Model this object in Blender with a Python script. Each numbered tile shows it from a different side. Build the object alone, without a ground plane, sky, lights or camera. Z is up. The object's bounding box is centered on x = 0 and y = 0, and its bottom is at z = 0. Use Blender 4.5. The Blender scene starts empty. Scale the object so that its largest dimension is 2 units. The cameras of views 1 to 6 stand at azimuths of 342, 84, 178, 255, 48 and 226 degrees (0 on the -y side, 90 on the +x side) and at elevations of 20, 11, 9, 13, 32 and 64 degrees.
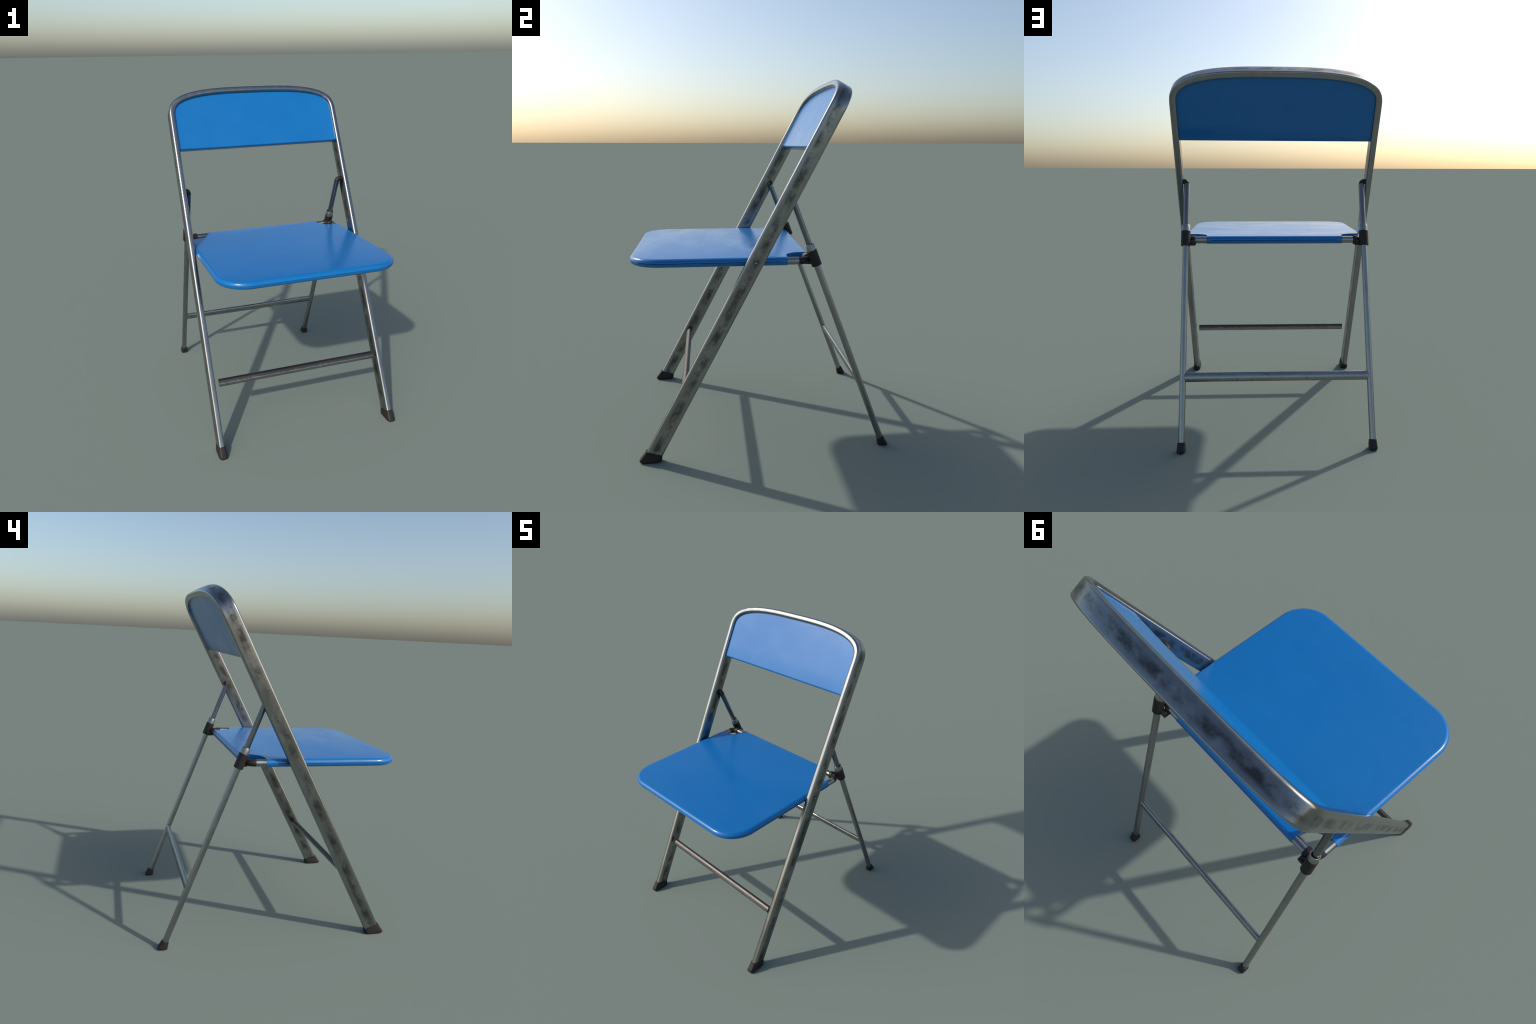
import bpy, math
from mathutils import Vector, Matrix

# ------------------------------------------------------------------ sizes (metres)
LEAN = math.atan(0.527)            # the U frame leans back
FRAME_Y0 = -0.6097                 # where the frame's centre plane meets the floor
FRAME_HALF = 0.5660                # outer half width of the U frame
TUBE_W, TUBE_D, TUBE_R = 0.036, 0.0845, (0.013, 0.009)   # flattened frame tube
ARCH_S0, ARCH_B, ARCH_N = 2.050, 0.1935, 3.1     # superelliptic top bow
LEG_X, LEG_R = 0.5086, 0.0171      # rear legs
LEG_SLOPE = -0.378
SEAT_Z, SEAT_R = 1.0668, 0.0225    # seat mid plane, half thickness
SEAT_HALF, SEAT_FRONT, SEAT_REAR = 0.5315, -0.6955, 0.2532
CUT_X, CUT_Y, CUT_R = 0.390, 0.1225, 0.084
FRAME_ROLL = -0.0032               # the frame stands very slightly skew
REAR = (-0.0055, 0.0048, 0.0)      # the rear leg set sits a little off centre

FRAME_M = Matrix.Translation((-0.0006, FRAME_Y0, 0)) @ Matrix.Rotation(-LEAN, 4, 'X') @ Matrix.Rotation(FRAME_ROLL, 4, 'Y')


def leg_y(z):
    return 0.2746 + LEG_SLOPE * (z - 1.04)


# ------------------------------------------------------------------ node helpers
class Graph:
    def __init__(self, name):
        self.mat = bpy.data.materials.new(name)
        self.mat.use_nodes = True
        self.t = self.mat.node_tree
        self.t.nodes.clear()
        out = self.t.nodes.new('ShaderNodeOutputMaterial')
        self.bsdf = self.t.nodes.new('ShaderNodeBsdfPrincipled')
        self.t.links.new(self.bsdf.outputs[0], out.inputs[0])
        self.co = self.t.nodes.new('ShaderNodeTexCoord').outputs['Object']

    def put(self, socket, value):
        if isinstance(value, bpy.types.NodeSocket):
            self.t.links.new(value, socket)
        elif value is not None:
            socket.default_value = value

    def setp(self, **kw):
        for k, v in kw.items():
            self.put(self.bsdf.inputs[k.replace('_', ' ')], v)

    def scaled(self, sx, sy, sz, src=None):
        n = self.t.nodes.new('ShaderNodeMapping')
        self.put(n.inputs['Vector'], src or self.co)
        n.inputs['Scale'].default_value = (sx, sy, sz)
        return n.outputs[0]

    def noise(self, scale, detail=4.0, rough=0.55, vec=None, distortion=0.0):
        n = self.t.nodes.new('ShaderNodeTexNoise')
        self.put(n.inputs['Vector'], vec or self.co)
        n.inputs['Scale'].default_value = scale
        n.inputs['Detail'].default_value = detail
        n.inputs['Roughness'].default_value = rough
        n.inputs['Distortion'].default_value = distortion
        return n.outputs[0]

    def span(self, v, a, b, c=0.0, d=1.0, smooth=True):
        n = self.t.nodes.new('ShaderNodeMapRange')
        n.interpolation_type = 'SMOOTHSTEP' if smooth else 'LINEAR'
        self.put(n.inputs[0], v)
        for i, x in enumerate((a, b, c, d)):
            n.inputs[i + 1].default_value = x
        return n.outputs[0]

    def math(self, op, a, b=None):
        n = self.t.nodes.new('ShaderNodeMath')
        n.operation = op
        self.put(n.inputs[0], a)
        if b is not None:
            self.put(n.inputs[1], b)
        return n.outputs[0]

    def mix(self, f, a, b):
        n = self.t.nodes.new('ShaderNodeMix')
        n.data_type = 'RGBA'
        self.put(n.inputs[0], f)
        self.put(n.inputs[6], a if isinstance(a, bpy.types.NodeSocket) else (*a, 1))
        self.put(n.inputs[7], b if isinstance(b, bpy.types.NodeSocket) else (*b, 1))
        return n.outputs[2]

    def axes(self):
        n = self.t.nodes.new('ShaderNodeSeparateXYZ')
        self.put(n.inputs[0], self.co)
        return n.outputs

    def bump(self, h, strength, dist):
        n = self.t.nodes.new('ShaderNodeBump')
        n.inputs['Strength'].default_value = strength
        n.inputs['Distance'].default_value = dist
        self.put(n.inputs['Height'], h)
        self.put(self.bsdf.inputs['Normal'], n.outputs[0])


STEEL = (0.315, 0.315, 0.308)
STEEL_DARK = (0.072, 0.072, 0.068)


def paint_material():
    g = Graph('blue_paint')
    cloud = g.noise(5.0, 4, 0.6)
    col = g.mix(g.span(cloud, 0.3, 0.7), (0.0030, 0.134, 0.393), (0.0042, 0.142, 0.407))
    smear = g.noise(3.2, 6, 0.62, g.scaled(1.0, 1.7, 1.7), 0.5)
    grain = g.noise(420, 2, 0.5)
    rough = g.math('ADD', g.span(smear, 0.36, 0.64, 0.195, 0.255), g.span(grain, 0.3, 0.7, -0.03, 0.03))
    speck = g.span(g.noise(150, 2, 0.6), 0.70, 0.76)
    rough = g.math('ADD', rough, g.math('MULTIPLY', speck, 0.10))
    g.setp(Base_Color=col, Roughness=rough, Specular_IOR_Level=0.52)
    g.bump(grain, 0.08, 0.0005)
    return g.mat


def steel_material(name, smudge_axis=None, length_axis=2, flecks=False, tone=1.0, rough=0.20, dark_top=False):
    """Dull plated tube; smudge_axis = local axis across which the dirt keeps to the middle."""
    g = Graph(name)
    ax = g.axes()
    streak = g.scaled(*[1.0 if i == length_axis else 2.2 for i in range(3)])
    cloud = g.noise(9, 5, 0.6, streak)
    fine = g.noise(90, 4, 0.65)
    lo = rough
    base = g.mix(g.span(cloud, 0.3, 0.7), tuple(c * 0.93 * tone for c in STEEL), tuple(c * 1.06 * tone for c in STEEL))
    rough = g.math('ADD', g.span(cloud, 0.3, 0.72, lo, lo + 0.07), g.span(fine, 0.3, 0.7, -0.012, 0.015))
    if smudge_axis is not None:
        blot = g.noise(11.0, 4, 0.55, g.scaled(1, 1.5, 1))
        grainy = g.noise(52, 5, 0.68, g.scaled(1, 1.0, 2.2))
        v = g.math('ADD', blot, g.math('MULTIPLY', g.math('SUBTRACT', grainy, 0.5), 0.30))
        mid = g.span(g.math('ABSOLUTE', ax[smudge_axis]), 0.008, 0.030, 1.0, 0.0)
        mask = g.math('MULTIPLY', g.span(v, 0.33, 0.66), mid)
        base = g.mix(g.math('MULTIPLY', mask, 0.95), base, STEEL_DARK)
        rough = g.math('ADD', rough, g.math('MULTIPLY', mask, 0.10))
    if flecks:
        patch = g.span(g.noise(6, 2, 0.5), 0.52, 0.66)
        f = g.math('MULTIPLY', g.span(g.noise(170, 3, 0.7), 0.62, 0.70), patch)
        base = g.mix(g.math('MULTIPLY', f, 0.7), base, (0.75, 0.75, 0.72))
        rust = g.math('MULTIPLY', g.span(g.noise(38, 4, 0.7), 0.56, 0.72), 0.5)
        base = g.mix(rust, base, (0.105, 0.088, 0.078))
    if dark_top:                                   # dark brownish band along the upper half of the bar, mottled edge
        ragged = g.math('ADD', ax[2], g.math('MULTIPLY', g.math('SUBTRACT', g.noise(55, 5, 0.7), 0.5), 0.020))
        top = g.span(ragged, 0.0020, 0.0080)
        base = g.mix(g.math('MULTIPLY', top, 0.9), base, (0.070, 0.062, 0.057))
        rough = g.math('ADD', rough, g.math('MULTIPLY', top, 0.14))
    g.setp(Base_Color=base, Metallic=1.0, Roughness=rough)
    g.bump(fine, 0.02, 0.0003)
    return g.mat


def rubber_material(name, a, b, rough):
    g = Graph(name)
    c = g.noise(40, 4, 0.6)
    f = g.noise(300, 2, 0.5)
    g.setp(Base_Color=g.mix(g.span(c, 0.35, 0.65), a, b), Roughness=g.span(c, 0.3, 0.7, rough, rough + 0.1), Specular_IOR_Level=0.32)
    g.bump(f, 0.12, 0.0004)
    return g.mat


BLUE = paint_material()
FRAME_STEEL = steel_material('smudged_steel', smudge_axis=1, length_axis=2)
LEG_STEEL = steel_material('dull_steel', length_axis=2, rough=0.26)
COLLAR_STEEL = steel_material('matt_steel', length_axis=2, rough=0.38)
BAR_STEEL = steel_material('flecked_steel', length_axis=0, flecks=True, rough=0.25)
DARK_TOPPED_STEEL = steel_material('dark_topped_steel', length_axis=0, flecks=True, rough=0.30, dark_top=True)
SHADE_TINTED_STEEL = steel_material('shade_darkened_steel', length_axis=2, tone=0.62)  # same steel, colour lowered for the shade on the upper rear legs
RIVET_STEEL = steel_material('bright_steel')
RUBBER = rubber_material('black_rubber', (0.0150, 0.0135, 0.0125), (0.0205, 0.0165, 0.0140), 0.50)
PLASTIC = rubber_material('black_plastic', (0.0125, 0.0115, 0.0108), (0.0190, 0.0150, 0.0128), 0.46)

# ------------------------------------------------------------------ mesh helpers
root = bpy.data.objects.new('folding_chair', None)
bpy.context.scene.collection.objects.link(root)
root['label'] = 'metal folding chair with blue seat and backrest'
root['category'] = 'folding chair'


def make(name, verts, faces, mat, parent, matrix=None, angle=35):
    me = bpy.data.meshes.new(name)
    me.from_pydata([tuple(v) for v in verts], [], faces)
    me.validate()
    me.materials.append(mat)
    for p in me.polygons:
        p.use_smooth = True
    me.set_sharp_from_angle(angle=math.radians(angle))
    me.update()
    ob = bpy.data.objects.new(name, me)
    bpy.context.scene.collection.objects.link(ob)
    ob.parent = parent
    if matrix is not None:
        ob.matrix_basis = matrix
    return ob


def twin(ob):
    """The same part on the other side: mirrored mesh."""
    me = ob.data.copy()
    m = ob.matrix_basis.copy()
    flip = Matrix.Scale(-1, 4, (1, 0, 0))
    me.transform(flip @ m)
    me.flip_normals()
    me.transform(m.inverted())
    o = ob.copy()
    o.data = me
    bpy.context.scene.collection.objects.link(o)
    o.matrix_basis = m
    return o


def shift(obs, by):
    for o in obs:
        o.matrix_basis = Matrix.Translation(by) @ o.matrix_basis


def loft(rings, cap=True, closed=False):
    n = len(rings[0])
    verts = [v for r in rings for v in r]
    faces = []
    last = len(rings) if closed else len(rings) - 1
    for i in range(last):
        a, b = i * n, ((i + 1) % len(rings)) * n
        for k in range(n):
            k2 = (k + 1) % n
            faces.append((a + k, a + k2, b + k2, b + k))
    if cap and not closed:
        faces.append(tuple(range(n))[::-1])
        faces.append(tuple((len(rings) - 1) * n + k for k in range(n)))
    return verts, faces


def rounded_rect(w, d, radius, n=7):
    """radius: one value, or (at -y, at +y)."""
    pts = []
    low, high = radius if isinstance(radius, tuple) else (radius, radius)
    for cx, cy, a0 in ((1, 1, 0), (-1, 1, 90), (-1, -1, 180), (1, -1, 270)):
        r = high if cy > 0 else low
        for k in range(n + 1):
            a = math.radians(a0 + 90 * k / n)
            pts.append((cx * (w / 2 - r) + r * math.cos(a), cy * (d / 2 - r) + r * math.sin(a)))
    return pts


def ellipse(a, b, n=40):
    return [(a * math.cos(2 * math.pi * k / n), b * math.sin(2 * math.pi * k / n)) for k in range(n)]


def sweep(path, profile, up):
    """profile: 2D points or a function of the step; up: fixed reference, ey is nearest to it."""
    path = [Vector(p) for p in path]
    rings = []
    for i, p in enumerate(path):
        t = (path[min(i + 1, len(path) - 1)] - path[max(i - 1, 0)]).normalized()
        ex = Vector(up).cross(t).normalized()
        ey = t.cross(ex)
        pr = profile(i) if callable(profile) else profile
        rings.append([p + ex * x + ey * y for x, y in pr])
    return loft(rings)


def lathe(profile, n=48):
    """profile: (radius, height) from bottom to top about local z; closed loops become solid rings."""
    rings = [[(r * math.cos(2 * math.pi * k / n), r * math.sin(2 * math.pi * k / n), z) for k in range(n)] for r, z in profile]
    return loft(rings, cap=profile[0] != profile[-1])


def arc(c, ex, ey, r, a0, a1, n):
    c, ex, ey = Vector(c), Vector(ex), Vector(ey)
    return [c + r * (ex * math.cos(math.radians(a0 + (a1 - a0) * k / n)) + ey * math.sin(math.radians(a0 + (a1 - a0) * k / n))) for k in range(n + 1)]


# ------------------------------------------------------------------ U frame
def arch_outer(n=72):
    """Outer edge of the bow in the frame plane, right springing to left springing."""
    pts = []
    for k in range(n + 1):
        a = math.pi * k / n
        c, s = math.cos(a), math.sin(a)
        pts.append((FRAME_HALF * math.copysign(abs(c) ** (2 / ARCH_N), c), ARCH_S0 + ARCH_B * abs(s) ** (2 / ARCH_N)))
    return pts


def resample(pts, n):
    d = [0.0]
    for p, q in zip(pts, pts[1:]):
        d.append(d[-1] + math.dist(p, q))
    out, j = [], 0
    for k in range(n + 1):
        t = d[-1] * k / n
        while j < len(d) - 2 and d[j + 1] < t:
            j += 1
        f = (t - d[j]) / max(d[j + 1] - d[j], 1e-9)
        out.append((pts[j][0] + f * (pts[j + 1][0] - pts[j][0]), pts[j][1] + f * (pts[j + 1][1] - pts[j][1])))
    return out


def inset(pts, off):
    out = []
    for i, p in enumerate(pts):
        q, r = pts[max(i - 1, 0)], pts[min(i + 1, len(pts) - 1)]
        tx, ty = r[0] - q[0], r[1] - q[1]
        if i in (0, len(pts) - 1):
            tx, ty = 0, (1 if i == 0 else -1)
        l = math.hypot(tx, ty)
        out.append((p[0] - ty / l * off, p[1] + tx / l * off))
    return out


BOW = resample(arch_outer(400), 96)
centre = inset(BOW, TUBE_W / 2)
leg_x = FRAME_HALF - TUBE_W / 2
steps = [0.030 + (ARCH_S0 - 0.030) * k / 40 for k in range(40)]
path = [(leg_x, 0, s) for s in steps] + [(x, 0, s) for x, s in centre] + [(-leg_x, 0, s) for s in reversed(steps)]
v, f = sweep(path, rounded_rect(TUBE_W, TUBE_D, TUBE_R), (0, 1, 0))
frame = make('tube_frame', v, f, FRAME_STEEL, root, FRAME_M)

# rivets that hold the seat, one on each outer side
dome = [(0.0066, -0.003), (0.0066, 0.0006), (0.0058, 0.0022), (0.0040, 0.0034), (0.0018, 0.0040), (0.0004, 0.0041)]
v, f = lathe(dome, 24)
rivet_m = Matrix.Translation((FRAME_HALF, -0.0442, 1.0695)) @ Matrix.Rotation(math.pi / 2, 4, 'Y')
rivet = make('rivet', v, f, RIVET_STEEL, frame, FRAME_M.inverted() @ rivet_m)
rivet_other = make('rivet', v, f, RIVET_STEEL, frame, FRAME_M.inverted() @ Matrix.Translation((-FRAME_HALF, -0.0442, 1.0695)) @ Matrix.Rotation(-math.pi / 2, 4, 'Y'))

# ------------------------------------------------------------------ backrest panel
PANEL_BOTTOM, PANEL_FRONT, PANEL_BACK, PANEL_ROUND = 1.8465, -0.0250, 0.0262, 0.012
PANEL_SAG = 0.0058                 # the panel is dished a little towards the back
inner = [p for p in inset(BOW, TUBE_W - 0.003)]
half_in = inner[0][0]


def dish(u, y):
    return PANEL_SAG * (1 - min(abs(u), 1) ** 5) if y < 0.01 else 0.0


def panel_ring(y, lift, shrink):
    top = [(x, s) for x, s in inset(BOW, TUBE_W - 0.003 + shrink)]
    hx = FRAME_HALF - TUBE_W + 0.003 - shrink
    b = PANEL_BOTTOM + lift
    sides = 10
    pts = [(hx, b + (ARCH_S0 - b) * k / sides) for k in range(sides)] + top + [(-hx, b + (ARCH_S0 - b) * k / sides) for k in range(sides - 1, -1, -1)]
    base = [(-hx + 2 * hx * k / 24, b) for k in range(1, 24)]
    return [(x, y + dish(x / hx, y), s) for x, s in pts + base]


rings = []
for k in range(7):
    a = math.radians(90 * k / 6)
    rings.append(panel_ring(PANEL_FRONT + PANEL_ROUND * (1 - math.sin(a)), PANEL_ROUND * (1 - math.cos(a)), 0))
rings = rings[::-1]
rings.append(panel_ring(PANEL_BACK - 0.0015, 0.0030, 0))
rings.append(panel_ring(PANEL_BACK, 0.0045, 0))


def shrink_ring(ring, t, y):
    """The ring pulled towards the panel's long middle line, kept on the dished face."""
    mid = (PANEL_BOTTOM + ARCH_S0 + ARCH_B - TUBE_W) / 2
    hx = FRAME_HALF - TUBE_W + 0.003
    return [(x, y + dish(x / hx, y), mid + (s - mid) * t) for x, _, s in ring]


rings = [shrink_ring(rings[0], 0.0, PANEL_FRONT), shrink_ring(rings[0], 0.5, PANEL_FRONT)] + rings + [shrink_ring(rings[-1], 0.5, PANEL_BACK), shrink_ring(rings[-1], 0.0, PANEL_BACK)]
v, f = loft(rings, cap=False)
make('backrest', v, f, BLUE, root, FRAME_M, angle=50)


# ------------------------------------------------------------------ seat
def seat_outline():
    """Closed plan outline: (point, inward direction of the rounded edge)."""
    o = []
    r = 0.168
    cx, cy = SEAT_HALF - r, SEAT_FRONT + r
    half = []
    for k in range(13):                                         # rear edge from the middle
        half.append(((CUT_X * k / 12, SEAT_REAR), (0, -1)))
    half += [((CUT_X, SEAT_REAR - 0.030), (0, 0)), ((CUT_X, CUT_Y + CUT_R), (0, 0))]
    for k in range(1, 13):                                      # concave corner cut-out
        a = math.radians(180 + 90 * k / 12)
        half.append(((CUT_X + CUT_R + CUT_R * math.cos(a), CUT_Y + CUT_R + CUT_R * math.sin(a)), (0, 0)))
    half += [((SEAT_HALF - 0.030, CUT_Y), (0, 0))]
    for k in range(13):                                         # straight side
        half.append(((SEAT_HALF, CUT_Y + (cy - CUT_Y) * k / 12), (-1, 0)))
    for k in range(1, 25):                                      # round front corner
        a = math.radians(-90 * k / 24)
        half.append(((cx + r * math.cos(a), cy + r * math.sin(a)), (-math.cos(a), -math.sin(a))))
    for k in range(1, 9):
        half.append(((cx * (1 - k / 8), SEAT_FRONT), (0, 1)))
    mirrored = [((-p[0], p[1]), (-d[0], d[1])) for p, d in half[1:-1]]
    return half + mirrored[::-1]


OUT = seat_outline()


def seat_ring(h, extra=0.0):
    ins = SEAT_R - math.sqrt(max(SEAT_R ** 2 - h * h, 0)) + extra
    return [(p[0] + d[0] * ins, p[1] + d[1] * ins, SEAT_Z + h) for p, d in OUT]


def shell(sign):
    rings = [seat_ring(sign * 0.0006, 0.0018), seat_ring(sign * 0.0018, 0.0)]
    for k in range(1, 11):
        rings.append(seat_ring(sign * SEAT_R * math.sin(math.radians(6 + 84 * k / 10))))
    if sign > 0:
        rings = rings[::-1]
    return loft(rings)


seat = bpy.data.objects.new('seat', None)
bpy.context.scene.collection.objects.link(seat)
seat.parent = root
seat.location = (-0.0020, 0, 0)
v, f = shell(1)
make('seat_top', v, f, BLUE, seat, angle=50)
v, f = shell(-1)
make('seat_underside', v, f, BLUE, seat, angle=50)

TUBE = 0.0200
side_x, rear_y = SEAT_HALF - 0.0222, SEAT_REAR - 0.0222
v, f = sweep([(side_x, 0.09, SEAT_Z), (side_x, 0.12, SEAT_Z), (side_x, 0.182, SEAT_Z)], ellipse(TUBE, TUBE), (0, 0, 1))
twin(make('seat_tube', v, f, RIVET_STEEL, seat))
v, f = sweep([(0.36, rear_y, SEAT_Z), (0.40, rear_y, SEAT_Z), (0.462, rear_y, SEAT_Z)], ellipse(TUBE, TUBE), (0, 0, 1))
twin(make('seat_tube', v, f, RIVET_STEEL, seat))

# black corner fitting: elbow, sleeve and lug
rho = 0.044
el = [(side_x, 0.1745, SEAT_Z), (side_x, 0.180, SEAT_Z)] + arc((side_x - rho, rear_y - rho, SEAT_Z), (1, 0, 0), (0, 1, 0), rho, 0, 90, 14)[0:] + [(0.458, rear_y, SEAT_Z)]
v, f = sweep(el, ellipse(0.0196, 0.0196), (0, 0, 1))
twin(make('corner_elbow', v, f, PLASTIC, seat))
v, f = lathe([(0.0185, 0.0), (0.0185, 0.0065), (0.0240, 0.0068), (0.0252, 0.009), (0.0252, 0.026), (0.0236, 0.028)], 40)
sleeve = make('corner_sleeve', v, f, PLASTIC, seat, Matrix.Translation((0.4475, rear_y, SEAT_Z)) @ Matrix.Rotation(math.pi / 2, 4, 'Y'))
twin(sleeve)


def box(x0, x1, y0, y1, z0, z1, b):
    pr = rounded_rect(x1 - x0, y1 - y0, b * 1.5, 3)
    cx, cy = (x0 + x1) / 2, (y0 + y1) / 2

    def ring(z, s):
        kx, ky = 1 - 2 * s / (x1 - x0), 1 - 2 * s / (y1 - y0)
        return [(cx + x * kx, cy + y * ky, z) for x, y in pr]
    return loft([ring(z0, b), ring(z0 + b, 0), ring(z1 - b, 0), ring(z1, b)])


v, f = box(0.4550, 0.4815, 0.222, 0.2790, 1.0405, 1.0670, 0.0012)
lug = make('corner_lug', v, f, PLASTIC, seat)
shift((lug, twin(lug)), (REAR[0] + 0.0020, 0, 0))

# ------------------------------------------------------------------ rear legs
LEG_T = Vector((0, LEG_SLOPE, 1)).normalized()
LEG_TILT = Matrix.Rotation(math.atan(-LEG_SLOPE), 4, 'X')


def on_leg(z):
    return Matrix.Translation((LEG_X, leg_y(z), z)) @ LEG_TILT


K = math.sqrt(1 + LEG_SLOPE ** 2)
TOP_Z = 1.384


def tube_z(r, z0, z1):
    h = (z1 - z0) * K
    return lathe([(r, h * k / 12) for k in range(13)], 40)


leg_parts = []
v, f = tube_z(LEG_R, 0.022, 1.130)
leg = make('rear_leg', v, f, LEG_STEEL, root, on_leg(0.022))
v2, f2 = tube_z(LEG_R * 0.95, 1.110, TOP_Z)
leg_up = make('leg_extension', v2, f2, SHADE_TINTED_STEEL, root, Matrix.Translation((0, -0.0012, 0)) @ on_leg(1.110))
v, f = lathe([(0.0165, -0.004), (0.0236, -0.004), (0.0236, 0.0335), (0.0228, 0.0350), (0.0190, 0.0350), (0.0184, 0.0340), (0.0184, 0.020), (0.0150, 0.018)], 48)
collar = make('collar', v, f, COLLAR_STEEL, root, on_leg(1.120))
v, f = lathe([(0.0168, 0.0), (0.0252, 0.0), (0.0268, 0.0022), (0.0268, 0.0838), (0.0256, 0.0855), (0.0215, 0.0855)], 48)
clamp = make('clamp', v, f, PLASTIC, root, on_leg(1.040))
# bent plastic end plug into the frame
ty = leg_y(TOP_Z) - 0.0012
R_E = 0.0146
pts = [(LEG_X, ty - LEG_SLOPE * 0.006, TOP_Z - 0.006)] + arc((LEG_X + R_E, ty, TOP_Z), (-1, 0, 0), (0, 0, 1), R_E, 0, 90, 10) + [(0.536, ty, TOP_Z + R_E)]
v, f = sweep(pts, ellipse(R_E, R_E, 32), (0, 1, 0))
plug = make('end_plug', v, f, PLASTIC, root, angle=60)
for o in (leg, leg_up, collar, clamp, plug):
    shift((o, twin(o)), REAR)

# ------------------------------------------------------------------ crossbars
fd = Vector((0, math.sin(LEAN), math.cos(LEAN)))
v, f = sweep([(-0.506 + 1.012 * k / 24, 0, 0) for k in range(25)], ellipse(0.0165, 0.0232, 36), fd)
make('front_crossbar', v, f, DARK_TOPPED_STEEL, root, Matrix.Translation((0.0025, -0.4250, 0.3598)))
ld = Vector((0, -math.sin(math.radians(16)), math.cos(math.radians(16))))
v, f = sweep([(-0.4985 + 0.997 * k / 24, 0, 0) for k in range(25)], ellipse(0.0140, 0.0250, 36), ld)
make('rear_crossbar', v, f, BAR_STEEL, root, Matrix.Translation((REAR[0], 0.5395, 0.3586)))


# ------------------------------------------------------------------ rubber feet
def superellipse(a, b, e, n=48):
    return [(a * math.copysign(abs(math.cos(t)) ** (2 / e), math.cos(t)), b * math.copysign(abs(math.sin(t)) ** (2 / e), math.sin(t))) for t in (2 * math.pi * k / n for k in range(n))]


def foot(name, rim_c, rim_t, rim, mid, low):
    """rim: (a, b, e) section square to the tube; mid/low: (cx, cy, a, b, e, z) level sections."""
    t = Vector(rim_t).normalized()
    ex = Vector((1, 0, 0))
    ey = t.cross(ex)
    a, b, e = rim
    top = [Vector(rim_c) + ex * x + ey * y for x, y in superellipse(a, b, e)]
    lip = [Vector(rim_c) + t * 0.0005 + ex * x + ey * y for x, y in superellipse(a - 0.0035, b - 0.0035, e)]

    def level(cx, cy, a, b, e, z):
        return [Vector((cx + x, cy + y, z)) for x, y in superellipse(a, b, e)]
    m = level(*mid)
    rings = [level(*low), level(low[0], low[1], (low[2] + mid[2]) / 2 + 0.001, (low[3] + mid[3]) / 2 + 0.001, mid[4], mid[5] * 0.35), m]
    for k in range(1, 6):
        u = k / 6
        s = u ** 0.8 * 0.35 + u * 0.65                         # slight flare towards the floor
        rings.append([p.lerp(q, s) for p, q in zip(m, top)])
    rings += [top, lip]
    v, f = loft(rings)
    return make(name, v, f, RUBBER, root, angle=45)


twin(foot('front_foot', (leg_x, -0.5875, 0.0480), (0, math.sin(math.radians(17)), math.cos(math.radians(17))),
          (TUBE_W / 2 + 0.0032, 0.0452, 4.8), (leg_x, -0.6082, 0.0256, 0.0592, 4.2, 0.0115), (leg_x, -0.6082, 0.0235, 0.0550, 4.0, 0.0)))
rear = (foot('rear_foot', (LEG_X, leg_y(0.044), 0.044), LEG_T, (0.0200, 0.0198, 3.0),
          (LEG_X, 0.6660, 0.0228, 0.0272, 4.5, 0.0110), (LEG_X, 0.6660, 0.0195, 0.0255, 4.0, 0.0)))
shift((rear, twin(rear)), REAR)
